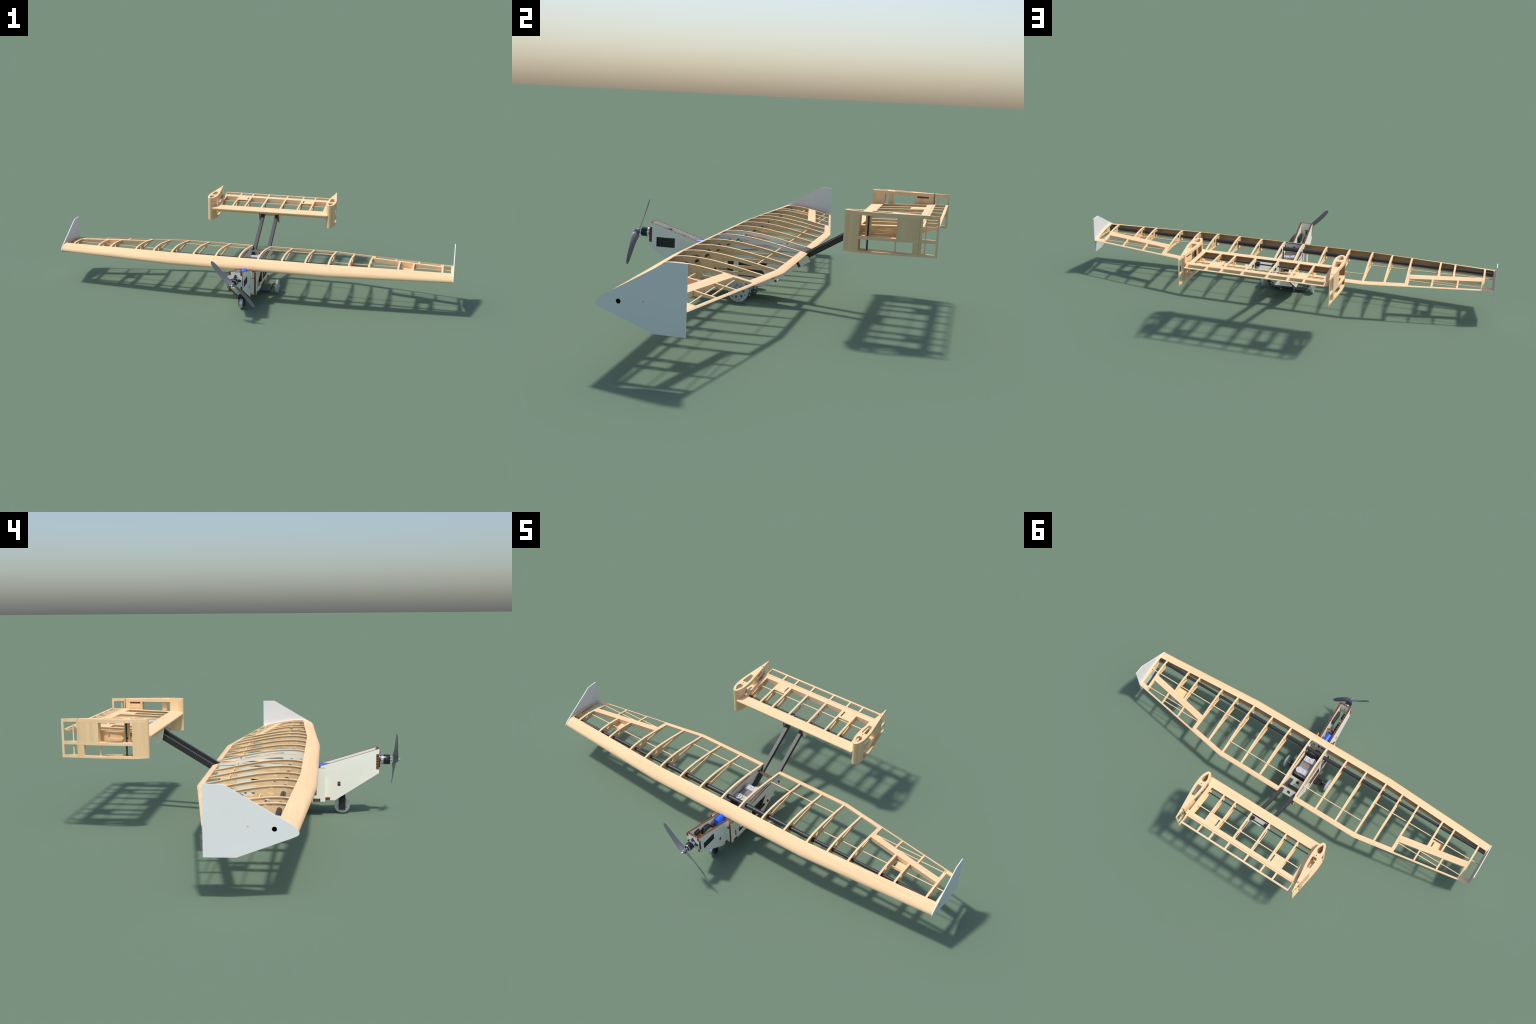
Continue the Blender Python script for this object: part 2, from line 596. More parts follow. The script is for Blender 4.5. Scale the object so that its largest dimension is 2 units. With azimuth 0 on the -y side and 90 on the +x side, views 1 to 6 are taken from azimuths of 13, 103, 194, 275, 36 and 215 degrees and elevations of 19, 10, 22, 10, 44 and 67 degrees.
# aileron hinge bands (two solid spars with a hair gap), aileron ribs
for s in (-1, 1):
    def band(xa, xb, fa, fb):
        g = Geo()
        R = []
        for x in (xa, xb):
            a, b = fa(x), fb(x)
            up = [a + (b - a) * i / 4 for i in range(5)]
            R.append([(s * x, y, wz(x, y, True) + .0002) for y in up] + [(s * x, y, wz(x, y, False) - .0002) for y in reversed(up)])
        g.loft(R)
        return g
    mid = lambda x: (hinge_front(x) + hinge_back(x)) / 2
    g = band(0.5985, 0.9435, hinge_front, lambda x: mid(x) - .00015)
    g.obj('aileron_spar', [M_SPAN_TE], WING, smooth=True)
    g = band(0.6095, 0.9435, lambda x: mid(x) + .00015, hinge_back)
    ail = g.obj('aileron', [M_SPAN_TE], WING, smooth=True)
    g = Geo()
    for x in (0.7150, 0.8300):
        a, b = hinge_back(x) + .0003, te(x) - .0085
        up = [a + (b - a) * i / 6 for i in range(7)]
        g.loft([[(s * (x + q), y, wz(x, y, True)) for y in up] + [(s * (x + q), y, wz(x, y, False)) for y in reversed(up)] for q in (-.0041, .0041)])
    # broad end ribs of the aileron bay
    for x0, x1 in ((0.6012, 0.6092), (0.9372, 0.9415)):
        a = hinge_front(x0) + .004 if x0 < .7 else hinge_back(x0) + .0006
        R = []
        for x in (x0, x1):
            b = te(x) - (.0238 if x < .7 else .0085)
            up = [a + (b - a) * i / 6 for i in range(7)]
            R.append([(s * x, y, wz(x, y, True) - .0001) for y in up] + [(s * x, y, wz(x, y, False) + .0001) for y in reversed(up)])
        g.loft(R)
    g.obj('aileron_rib', [M_RIB], WING)
    # servo tray between two ribs, with its slot
    me = plate_mesh(rect(.7392, .8045, -.1015, -.056), [rect(.7475, .7548, -.092, -.063)], 0.0026, mat_xy(0.1718))
    me.transform(Matrix.Diagonal((s, 1, 1, 1)))
    g = Geo()
    g.merge(me)
    g.obj('servo_tray', [M_SPAN], WING)
    # stringers, square sticks
    g = Geo()
    h = 0.0019
    g.box(*sorted((s * .0545, s * .401)), .0150 - h, .0150 + h, .1842 - h, .1842 + h)
    g.loft([[(s * x, y, z + d) for y, d in ((-.1045 - h, -h), (-.1045 + h, -h), (-.1045 + h, h), (-.1045 - h, h))] for x, z in ((.401, .1850), (.9965, .1912))])
    g.box(*sorted((s * .608, s * .828)), .0118 - .0017, .0118 + .0017, .1785, .1819)
    g.box(*sorted((s * .716, s * .941)), -.0105 - .0017, -.0105 + .0017, .1795, .1829)
    g.obj('stringer', [M_CAP], WING)
    # spar tubes: thick inner, thin outer with collar
    g = Geo()
    g.tube((0, -.170, .1905), (s * .404, -.170, .1905), .0101, 28)
    g.tube((s * .404, -.170, .1905), (s * .4135, -.170, .1905), .0108, 28)
    g.tube((s * .4135, -.170, .1905), (s * .9980, -.170, .1900), .0074, 24)
    g.obj('spar_tube', [M_TUBE], WING, smooth=True)

# winglets
for s in (-1, 1):
    prof = [(.0045, .2947), (-.0465, .2947), (-.2095, .1990), (-.2182, .1938), (-.2245, .1868), (-.2280, .1815), (-.2290, .1775), (-.2280, .1740), (-.2240, .1705),
            (-.2175, .1675), (-.2090, .1640), (-.0765, .1148), (.0045, .1145)]
    me = plate_mesh(prof, [circle(-.1692, .1868, .0064, 24), rect(-.1068, -.1024, .1892, .1936)], .0036, mat_yz(s * .9982))
    g = Geo()
    g.merge(me)
    w = g.obj('winglet', [M_WINGLET], ROOT)
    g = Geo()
    g.tube((s * .9966, -.1692, .1868), (s * .9985, -.1692, .1868), .0066, 24)  # black disc modelled for the darkness inside the spar hole
    g.obj('spar_hole_shadow_disc', [M_SHADOWBLACK], w)
    g = Geo()
    g.box(*sorted((s * .9966, s * .9993)), -.1066, -.1026, .1894, .1934)
    g.obj('stringer_end', [M_CAP], w)

# ------------------------------------------------------------------ fuselage
FUSE = None
PX0, PX1 = 0.0465, 0.0555     # side plate between these |x|
ANG = math.radians(31)
cA, sA = math.cos(ANG), math.sin(ANG)


def tabquad(y, z, w, h):  # small tab turned to the boom angle
    return [(y + a * cA - b * sA, z + a * sA + b * cA) for a, b in ((-w / 2, -h / 2), (w / 2, -h / 2), (w / 2, h / 2), (-w / 2, h / 2))]


side_out = [(-.2865, .0492), (-.0427, .0437), (.1208, .1483), (.1114, .1650), (.085, .1716), (.0432, .1733), (-.0485, .1705), (-.1299, .1660),
            (-.200, .1655), (-.262, .1655), (-.266, .167), (-.2865, .167)]
win_a = round_poly([(-.231, .0735), (-.149, .0755), (-.149, .1335), (-.178, .1335), (-.231, .103)], .002, 2)
win_b = round_poly([(-.131, .0745), (-.066, .0730), (-.0325, .0752), (-.0290, .0790), (-.0459, .1001), (-.0445, .106), (-.0222, .1343), (-.131, .1338)], .0025, 2)
tabs = [rect(-.2568, -.2500, .0712, .1075), tabquad(-.0105, .0842, .0105, .0185), tabquad(.0795, .1335, .0095, .0185)]

for s in (-1, 1):
    g = Geo()
    g.merge(plate_mesh(side_out, [win_a, win_b] + tabs, PX1 - PX0, mat_yz(s * (PX0 + PX1) / 2)), 0, 1, Vector((1, 0, 0)))
    sp = g.obj('fuselage' if FUSE is None else 'side_plate', [M_PLY, M_EDGE_YZ], ROOT if FUSE is None else FUSE)
    if FUSE is None:
        FUSE = sp
    # tab ends showing in the side plate
    g = Geo()
    for t in tabs + [rect(-.2700, -.2445, .0485, .0598), rect(-.166, -.076, .0462, .0570)]:
        me = plate_mesh([(y, z) for y, z in t], [], .0088, mat_yz(s * (PX0 + PX1) / 2 + s * .0004))
        g.merge(me)
    g.obj('frame_tab', [M_EDGE_Y], FUSE)
    # root rib in plywood with long teardrop opening
    slot = slot_poly(0, -.1440, .0015)
    me = plate_mesh(rib_outline(0, -.255, .108, .002), [slot, circle(-.2025, .190, .0085, 18, .0105), rect(.0128, .0172, .1820, .1864)], .0078, mat_yz(s * .0504))
    g = Geo()
    g.merge(me, 0, 1, Vector((1, 0, 0)))
    g.obj('root_rib', [M_PLY, M_EDGE_YZ], FUSE)
    gc = Geo()
    for top in (True, False):
        cap_strip(gc, s * .0487, sheet_edge(0) + .0003, te_front(0) - .0002, top, w=.0090)
    R = []
    gc.obj('cap_strip', [M_CAP], WING, smooth=True)

# nose box
NX0, NX1 = 0.0236, 0.0330
nose_prof = [(-.4715, .2320), (-.4715, .2140), (-.4612, .2140), (-.4612, .1608), (-.4715, .1608), (-.4715, .1477), (-.3211, .0500), (-.3036, .0500),
             (-.3036, .0602), (-.2868, .0602), (-.2868, .0495), (-.2700, .0495), (-.2700, .1700)]
for s in (-1, 1):
    hs = [rect(-.3394, -.3290, .1006, .1162)]
    if s > 0:
        hs.append(rect(-.4435, -.3745, .1460, .1803))
    me = plate_mesh(nose_prof, hs, NX1 - NX0, mat_yz(s * (NX0 + NX1) / 2))
    g = Geo()
    g.merge(me, 0, 1, Vector((1, 0, 0)))
    g.obj('nose_side', [M_PLY, M_EDGE_YZ], FUSE)
    g = Geo()
    g.box(*sorted((s * .0240, s * .0333)), -.3393, -.3291, .1007, .1161)
    g.box(*sorted((s * .0325, s * .0333)), -.4713, -.4613, .1609, .2139)
    g.obj('frame_tab', [M_EDGE_Z], FUSE)
    g = Geo()
    g.box(*sorted((s * .0240, s * .0328)), -.3035, -.2869, .0502, .0601)
    g.obj('frame_tab', [M_EDGE_Y], FUSE)
nose_front = [(-.0234, .2310), (-.0234, .2155), (-.0324, .2139), (-.0324, .1609), (-.0234, .1590), (-.0234, .1490), (.0234, .1490), (.0234, .1590),
              (.0324, .1609), (.0324, .2139), (.0234, .2155), (.0234, .2310)]
me = plate_mesh(nose_front, [circle(0, .1905, .004, 14)], .0098, mat_xz(-.4665))
g = Geo()
g.merge(me, 0, 1, Vector((0, 1, 0)))
g.obj('firewall', [M_PLY, M_EDGE_X], FUSE)


def frame_y(y, outer, holes=(), t=.009, name='frame'):
    me = plate_mesh(outer, list(holes), t, mat_xz(y))
    g = Geo()
    g.merge(me, 0, 1, Vector((0, 1, 0)))
    return g.obj(name, [M_PLY, M_EDGE_X], FUSE)


frame_y(-.3342, rect(-.0235, .0235, .062, .158), [circle(.006, .13, .009)])
frame_y(-.2815, [(-.0464, .0497), (.0464, .0497), (.0464, .134), (.0332, .134), (.0332, .0605), (-.0332, .0605), (-.0332, .134), (-.0464, .134)])
frame_y(-.2535, rect(-.0464, .0464, .0600, .1560), [rect(-.018, .018, .085, .14)], t=.0066)
frame_y(-.2165, rect(-.0464, .0464, .0605, .2050),
        [circle(-.022, .178, .013, 18, .008), rect(-.004, .006, .165, .190), [(.022, .165), (.034, .165), (.034, .19)], circle(0, .11, .018)], t=.006)
# floor
me = plate_mesh(rect(-.0464, .0464, -.247, -.05), [circle(0, -.2, .016), circle(0, -.10, .02)], .0085, mat_xy(.0560))
g = Geo()
g.merge(me, 0, 1, Vector((0, 0, 1)))
g.obj('floor_plate', [M_PLY, M_EDGE_X], FUSE)

# inclined boom frames, square to the booms
def boom_frame(y, z, length, half, hole_t, name='boom_frame', t=.0085):
    # u = x, v = along the frame (downwards), w = boom direction
    M = Matrix(((1, 0, 0, 0), (0, sA, cA, y), (0, -cA, sA, z), (0, 0, 0, 1)))
    hs = [circle(0, hole_t, .0095, 22)] if hole_t else []
    me = plate_mesh(rect(-half, half, 0, length), hs, t, M)
    g = Geo()
    g.merge(me, 0, 1, Vector((0, cA, sA)))
    return g.obj(name, [M_PLY, M_EDGE_X], FUSE)


boom_frame(.0585, .1655, .046, .0464, .0235)
boom_frame(.0585 - .101 * cA, .1655 - .101 * sA, .058, .0464, .0235)

# tail booms: square carbon tubes
bt = Vector((0, .1084, .1778))   # a point on the boom's top face
bdir = Vector((0, math.cos(math.radians(31.5)), math.sin(math.radians(31.5))))
bdn = Vector((0, bdir.z, -bdir.y))
B_T = 0.0187
for s in (-1, 1):
    g = Geo()
    x0, x1 = .0290, .0464
    r0, r1 = bt + bdir * (-.146), bt + bdir * .262
    sec = [(x0, 0), (x1, 0), (x1, B_T), (x0, B_T)]
    w = .0022
    R = [[Vector((s * x, 0, 0)) + r + bdn * d for x, d in sec] for r in (r0, r1)]
    g.loft(R)
    ob = g.obj('tail_boom', [M_BOOM, M_BOOM_TOP], ROOT)
    for p in ob.data.polygons:
        if abs(p.normal.dot(bdn)) > .7:
            p.material_index = 1
    bv = ob.modifiers.new('edge', 'BEVEL')
    bv.width = .0008
    bv.segments = 2

# ------------------------------------------------------------------ tailplane
ST = [(.2665, .3120), (.2672, .3140), (.2700, .3160), (.2760, .3182), (.2850, .3198), (.300, .3214), (.317, .3228), (.35, .3247), (.39, .3265), (.426, .3286), (.475, .3308), (.4935, .3325), (.549, .3345)]
SB = [(.2665, .3120), (.2670, .3090), (.2700, .3050), (.2760, .3000), (.2850, .2950), (.300, .2905), (.320, .2878), (.345, .2870), (.370, .2872), (.395, .2882), (.42, .2910), (.45, .2988), (.48, .3080), (.5015, .3150), (.549, .3310)]
_st = hermite([math.sqrt(max(0, y - .2665)) for y, z in ST], [z for y, z in ST])
_sb = hermite([math.sqrt(max(0, y - .2665)) for y, z in SB], [z for y, z in SB])


def sz(y, top=True):
    return (_st if top else _sb)(math.sqrt(max(0, y - .2665)))


g = Geo()
outer = []
n = 16
for i in range(n, -1, -1):
    y = .2665 + .0490 * (i / n) ** 2
    outer.append((y, sz(y)))
for i in range(1, n + 1):
    y = .2665 + .0490 * (i / n) ** 2
    outer.append((y, sz(y, False)))
inner = []
for i, p in enumerate(outer):
    t = (Vector(outer[min(i + 1, 2 * n)]) - Vector(outer[max(i - 1, 0)])).normalized()
    q = Vector(p) + Vector((-t.y, t.x)) * .002
    inner.append((q.x, q.y))
ring = outer + inner[::-1]
g.loft([[(x, y, z) for y, z in ring] for x in (-.3205, 0, .3205)])
STAB = g.obj('tailplane', [M_SPAN], ROOT, smooth=True)

SR = [0.0520, 0.147, 0.2155, 0.3005]


def stab_outline(y0, y1, d, n=20):
    up = [y0 + (y1 - y0) * i / n for i in range(n + 1)]
    return [(y, sz(y) - d) for y in up] + [(y, sz(y, False) + d) for y in reversed(up)]


def stab_cap(g, x, y0, y1, top, w=.0088):
    R = []
    for i in range(11):
        y = y0 + (y1 - y0) * i / 10
        z = sz(y, top)
        zi = z - .002 if top else z + .002
        R.append([(x - w / 2, y, z), (x + w / 2, y, z), (x + w / 2, y, zi), (x - w / 2, y, zi)])
    g.loft(R)


sslot = round_poly([(.3560, .3015), (.362, .3120), (.390, .3155), (.413, .3165), (.413, .3075), (.385, .3005), (.365, .2985)], .004)
shole = circle(.324, .306, .006, 18, .0085)
for x in SR:
    ply = x < .1
    if ply:
        out = [(.2850, .3180)] + [(y, sz(y) - .002) for y in (.30, .32, .35, .39, .43, .478)] + [(.478, .3095)] + \
              [(y, sz(y, False) + .002) for y in (.45, .42, .39, .365)] + [(.3186, .2667), (.2985, .2508), (.2950, .2505), (.2835, .2595), (.2780, .2677), (.2725, .3000)]
        hs = [round_poly([(.3560, .3015), (.362, .3135), (.405, .3165), (.413, .3120), (.41, .2985), (.365, .2975)], .004),
              round_poly([(.434, .305), (.438, .3225), (.466, .3245), (.462, .3125)], .003), rect(.4212, .4262, .3135, .3185)]
        me = plate_mesh(out, hs, .0060, mat_yz(0))
    else:
        me = plate_mesh(stab_outline(.2705, .476, .002), [sslot, shole, circle(.340, .3068, .0025, 10)], .0036, mat_yz(0))
    for s in (-1, 1):
        g = Geo()
        if ply:
            g.merge(me, 0, 1, Vector((1, 0, 0)))
            r = g.obj('root_rib', [M_PLY, M_EDGE_YZ], STAB)
        else:
            g.merge(me)
            r = g.obj('rib', [M_RIB], STAB)
        r.location.x = s * x
        gc = Geo()
        for top in (True, False):
            stab_cap(gc, 0, .3158, .4737, top, .0200 if x > .3 else .0088)
        c = gc.obj('cap_strip', [M_CAP], STAB, smooth=True)
        c.location.x = s * (x + (.0005 if ply else -.0020 if x > .3 else 0))

# rear spar sheet, elevator
g = Geo()


def stab_block(g, x0, x1, ya, yb, e=.0002):
    up = [ya + (yb - ya) * i / 3 for i in range(4)]
    R = [[(x, y, sz(y) + e) for y in up] + [(x, y, sz(y, False) - e) for y in reversed(up)] for x in (x0, x1)]
    g.loft(R)


stab_block(g, -.3185, .3185, .4740, .4957)
g.obj('rear_spar', [M_SPAN_TE], STAB)
g = Geo()
stab_block(g, -.3110, .3110, .4968, .5038)
EL = g.obj('elevator', [M_SPAN_TE], STAB)
g = Geo()
te_sec = [(.5402, .3343), (.5470, .3347), (.5492, .3338), (.5490, .3318), (.5402, .3277)]
g.loft([[(x, y, z) for y, z in te_sec] for x in (-.3065, .3065)])
for x in (-.2155, -.147, -.0545, .0545, .147, .2155):
    stab_block(g, x - .0041, x + .0041, .5036, .5405, .0)
for q in (-1, 1):   # slanted end ribs
    R = []
    for f in (0, .5, 1):
        y = .5036 + f * .0369
        xa, xb = .3030, .3108 - f * .0045
        R.append([(q * xa, y, sz(y)), (q * xb, y, sz(y)), (q * xb, y, sz(y, False)), (q * xa, y, sz(y, False))])
    g.loft(R)
g.obj('elevator_frame', [M_SPAN_TE], STAB)

for s in (-1, 1):
    # servo trays flush with the upper surface
    slot = rect(.1555, .1627, .435, .472)
    me = plate_mesh(rect(.1500, .2125, .4245, .4756), [slot], .0022, Matrix(((s, 0, 0, 0), (0, 1, 0, 0), (0, .043, 1, .3305 - .043 * .475 - .0009), (0, 0, 0, 1))))
    g = Geo()
    g.merge(me)
    g.obj('servo_tray', [M_SPAN], STAB)
    # lower doubler below tray
    g = Geo()
    g.box(*sorted((s * .0545, s * .300)), .4216, .4258, .3138, .3180)
    g.obj('stringer', [M_CAP], STAB)
    g = Geo()
    g.box(*sorted((s * .0355, s * .0465)), .3255, .3330, .2945, .3125)
    g.box(*sorted((s * .0370, s * .0465)), .3335, .3445, .3005, .3130)
    g.box(*sorted((s * .0385, s * .0455)), .3330, .3400, .2960, .3010)
    g.obj('rod_clamp', [M_BLACK], STAB)
g = Geo()
g.box(-.0545, .0545, .4216, .4258, .3138, .3180)
g.obj('stringer', [M_CAP], STAB)
g = Geo()
g.tube((-.326, .340, .3068), (.326, .340, .3068), .0030, 16)
g.obj('spar_rod', [M_TUBE], STAB, smooth=True)
bf = boom_frame(.3165, .3095, .042, .0464, None, t=.006)
bf.parent = STAB
bf.name = 'boom_mount_plate'

# ------------------------------------------------------------------ twin fins
FH = [(.2680, 0), (.2688, .0045), (.2715, .0085), (.2770, .0125), (.2850, .0163), (.300, .0212), (.3165, .0238), (.335, .0248), (.353, .0246), (.380, .0229), (.3967, .0208),
      (.430, .0165), (.4625, .0120), (.4946, .0078), (.5500, .0012)]
_fh = hermite([math.sqrt(max(0, y - .268)) for y, h in FH], [h for y, h in FH])


def fh(y):
    return _fh(math.sqrt(max(0, y - .268)))


FZ0, FZ1 = .2455, .3700


def fin_sec(y0, y1, d=0.0, n=24):
    ys = [y0 + (y1 - y0) * (i / n) ** (2 if y0 < .27 else 1) for i in range(n + 1)]
    a = [(fh(y) - d, y) for y in ys]
    return a + [(-x, y) for x, y in reversed(a)]


for k, s in enumerate((-1, 1)):
    X = s * .331
    g = Geo()
    n = 14
    ys = [.268 + .0487 * (i / n) ** 2 for i in range(n, -1, -1)]
    out = [(fh(y), y) for y in ys] + [(-fh(y), y) for y in reversed(ys[:-1])]
    inn = []
    for i, p in enumerate(out):
        t = (Vector(out[min(i + 1, len(out) - 1)]) - Vector(out[max(i - 1, 0)])).normalized()
        q = Vector(p) + Vector((t.y, -t.x)) * .002
        if (q.y < p[1] and abs(p[0]) < .012):
            q = Vector(p) - Vector((t.y, -t.x)) * .002
        q2 = Vector(p) - Vector((t.y, -t.x)) * .002
        inn.append((q.x, q.y) if (abs(q.x) < abs(p[0]) or q.y > p[1]) else (q2.x, q2.y))
    ring = out + inn[::-1]
    g.loft([[(X + x, y, z) for x, y in ring] for z in (FZ0, FZ1)])
    FIN = g.obj('vertical_fin', [M_FIN], ROOT, smooth=True)

    holes = [round_poly([(-.0005, .276), (.0105, .2985), (.0135, .311), (.010, .3255), (-.010, .3255), (-.0135, .311), (-.0105, .2985)], .006),
             circle(0, .3403, .0027, 14),
             round_poly([(-.0125, .3505), (.0125, .3505), (.0135, .362), (.0095, .4115), (-.0095, .4115), (-.0135, .362)], .007)]

    def rib_z(z0, z1, d, hs, y0=.2695, y1=.4940, nm='rib'):
        me = plate_mesh(fin_sec(y0, y1, d), hs, z1 - z0, Matrix(((1, 0, 0, X), (0, 1, 0, 0), (0, 0, 1, (z0 + z1) / 2), (0, 0, 0, 1))))
        g = Geo()
        g.merge(me)
        return g.obj(nm, [M_CAP], FIN, smooth=False)
    # end ribs: broad cap band round the rim, thin web with holes
    rib_z(.3588, FZ1 + .0001, -.0002, holes, y0=.2680)
    rib_z(FZ0 - .0001, .2517, -.0002, holes, y0=.2680)
    rib_z(.2870, .2952, -.0002, [holes[2]], y0=.3160)
    # rear panels (skins), post, front web
    g = Geo()
    for sd in (-1, 1):
        inward = (sd * s < 0)
        zs = [(.2952, .3588)]
        ya, yb = .4270, .4938
        pieces = [(ya, yb, .2952, .3588)]
        if inward:
            pieces = [(ya, .4350, .2952, .3588), (.4766, yb, .2952, .3588), (.4350, .4766, .2952, .3510), (.4350, .4766, .3578, .3588)]
        for a, b, z0, z1 in pieces:
            m_ = 6
            ring = [(a + (b - a) * i / m_) for i in range(m_ + 1)]
            rg = [(X + sd * fh(y), y) for y in ring] + [(X + sd * (fh(y) - .0022), y) for y in reversed(ring)]
            g.loft([[(x, y, z) for x, y in rg] for z in (z0, z1)])
    hw = fh(.428) - .0024
    g.box(X - hw, X + hw, .4274, .4306, .2954, .3586)
    # lower rear post
    me = plate_mesh(fin_sec(.4765, .4938, 0, 6), [], .0352, Matrix(((1, 0, 0, X), (0, 1, 0, 0), (0, 0, 1, .26925), (0, 0, 0, 1))))
    g.merge(me)
    # upright beside the rod
    g.box(X - s * .012, X - s * .0085, .3310, .3490, .2954, .3586)
    g.box(X - .0022, X + .0022, .4228, .4272, .2519, .2868)
    g.obj('rear_panel', [M_FIN], FIN)
    g = Geo()
    g.tube((X, .3408, .2460), (X, .3408, .3699), .0027, 14)
    g.obj('spar_rod', [M_TUBE], FIN, smooth=True)
    # rudder: front face bevelled so that the hinge gap opens on the inner side
    def rud_sec(yb):
        o = [(s * fh(y), y) for y in (.4944, .51, .53, yb)]
        i_ = [(-s * fh(y), y) for y in (yb, .53, .51, .4992)]
        return o + i_
    g = Geo()
    for z0, z1 in ((.3603, FZ1), (.2880, .2982), (FZ0, .2540)):
        me = plate_mesh(rud_sec(.5500), [], z1 - z0, Matrix(((1, 0, 0, X), (0, 1, 0, 0), (0, 0, 1, (z0 + z1) / 2), (0, 0, 0, 1))))
        g.merge(me)
    for z0, z1 in ((.2540, .2880), (.2982, .3603)):
        me = plate_mesh(fin_sec(.5428, .5500, 0, 3), [], z1 - z0, Matrix(((1, 0, 0, X), (0, 1, 0, 0), (0, 0, 1, (z0 + z1) / 2), (0, 0, 0, 1))))
        g.merge(me)
        me = plate_mesh([(-s * fh(.4995) + s * .0002, .4988), (s * fh(.4945), .4944), (s * fh(.4985), .4985), (-s * fh(.5005), .5010)], [], z1 - z0, Matrix(((1, 0, 0, X), (0, 1, 0, 0), (0, 0, 1, (z0 + z1) / 2), (0, 0, 0, 1))))
        g.merge(me)
        g.box(X - .0018, X + .0018, .5100, .5136, z0, z1)
    g.obj('rudder', [M_FIN], FIN)

# ------------------------------------------------------------------ motor and propeller
AX = (0, 0, .1905)
g = Geo()
g.lathe([(.4872, .0160), (.4872, .0172), (.5095, .0172), (.5112, .0160), (.5112, .012)], AX, (0, -1, 0), 36)
MOTOR = g.obj('motor', [M_MOTOR], ROOT, smooth=True)
g = Geo()
g.lathe([(.4760, .011), (.4765, .0165), (.4790, .0174), (.4871, .0174), (.4871, .015)], AX, (0, -1, 0), 36)
g.lathe([(.5100, .0168), (.5120, .0162), (.5120, .0122), (.5110, .0122)], AX, (0, -1, 0), 36)
g.tube((0, -.508, .1905), (0, -.530, .1905), .0030, 16)
g.lathe([(.5135, .0048), (.5175, .0042), (.5185, .003)], AX, (0, -1, 0), 18)
for i in range(4):
    a = math.pi / 4 + i * math.pi / 2
    c, d = .0135 * math.cos(a), .0135 * math.sin(a)
    g.tube((c, -.5108, .1905 + d), (c, -.5140, .1905 + d), .0016, 10)
    g.tube((c * .95, -.4716, .1905 + d * .95), (c * .95, -.4775, .1905 + d * .95), .0024, 10)
g.obj('motor_bell', [M_CHROME], MOTOR, smooth=True)
g = Geo()
for i in range(4):
    a = i * math.pi / 2
    Mr = Matrix.Translation((0, 0, .1905)) @ Matrix.Rotation(a, 4, 'Y')
    arm = [(.006, -.0120), (.0135, -.0090), (.0185, -.0056), (.0240, -.0043), (.0268, -.0032), (.0282, 0), (.0268, .0032), (.0240, .0043), (.0185, .0056), (.0135, .0090), (.006, .0120)]
    g.loft([[Mr @ Vector((u, y, v)) for u, v in arm] for y in (-.4757, -.4718)])
    g.loft([[Mr @ Vector((.024 + .0022 * math.cos(t), y, .0022 * math.sin(t))) for t in [2 * math.pi * j / 10 for j in range(10)]] for y in (-.4757, -.4772)])
g.lathe([(.4718, .012), (.4760, .012)], AX, (0, -1, 0), 24)
g.obj('motor_mount', [M_BLACK], MOTOR)

# two-blade propeller, twisted and tapered
PC = Vector((0, -.5300, .1905))
st = [  # radius, lead edge, trail edge (across the blade), pitch deg, thickness
    (.000, -.0060, .0060, 62, .0100), (.009, -.0085, .0070, 58, .0080), (.018, -.0128, .0050, 48, .0055), (.030, -.0150, .0045, 40, .0042), (.045, -.0160, .0045, 33, .0034),
    (.062, -.0163, .0048, 27, .0029), (.080, -.0158, .0058, 23, .0025), (.100, -.0143, .0072, 19, .0021), (.118, -.0122, .0082, 16, .0018),
    (.130, -.0098, .0080, 15, .0015), (.138, -.0072, .0070, 14, .0013), (.1435, -.0040, .0052, 14, .0011), (.1466, -.0002, .0020, 14, .0008)]
g = Geo()
for b in range(2):
    sdir = Vector((-1, 0, 1)).normalized() * (1 if b == 0 else -1)
    cdir = Vector((1, 0, 1)).normalized() * (1 if b == 0 else -1)
    R = []
    for r, l, t, p, th in st:
        a = math.radians(p)
        # lead edge (negative side) stands forward (-y)
        pr = (t - l)
        ctr = PC + sdir * r + cdir * ((l + t) / 2) + Vector((0, .0035 * (r / .147) ** 1.5 + .001, 0))
        ax = (cdir * math.cos(a) + Vector((0, math.sin(a), 0)))
        nr = (cdir * -math.sin(a) + Vector((0, math.cos(a), 0)))
        half = pr / 2 / math.cos(a) if r > .012 else pr / 2
        half = min(half * 1.05, .0140)
        ring = []
        for i in range(14):
            q = 2 * math.pi * i / 14
            u = math.cos(q)
            ring.append(ctr + ax * half * u + nr * (th / 2 * math.sin(q) * (1 - .35 * u) + (.0012 if r > .02 else 0) * (1 - u * u)))
        R.append(ring)
    g.loft(R)
g.lathe([(.5215, .0060), (.5222, .0088), (.5255, .0094), (.5370, .0092), (.5392, .0078), (.5392, .004)], AX, (0, -1, 0), 28)
PROP = g.obj('propeller', [M_PROP], ROOT, smooth=True)
g = Geo()
g.lathe([(.5385, .0058), (.5402, .0058), (.5440, .0050), (.5478, .0030), (.5497, .0010), (.5500, .0002)], AX, (0, -1, 0), 24)
g.obj('spinner_nut', [M_CHROME], PROP, smooth=True)

# ------------------------------------------------------------------ landing gear
# nose wheel in a black fork
g = Geo()
for s in (-1, 1):
    g.box(*sorted((s * .0118, s * .0150)), -.3577, -.3342, .0118, .0555)
g.box(-.0185, .0185, -.3577, -.3342, .0500, .0560)
g.box(-.0150, .0150, -.3566, -.3352, .0555, .0690)
g.box(-.0150, .0150, -.3470, -.3325, .0560, .0660)
GEAR = g.obj('nose_gear', [M_BLACK], ROOT)


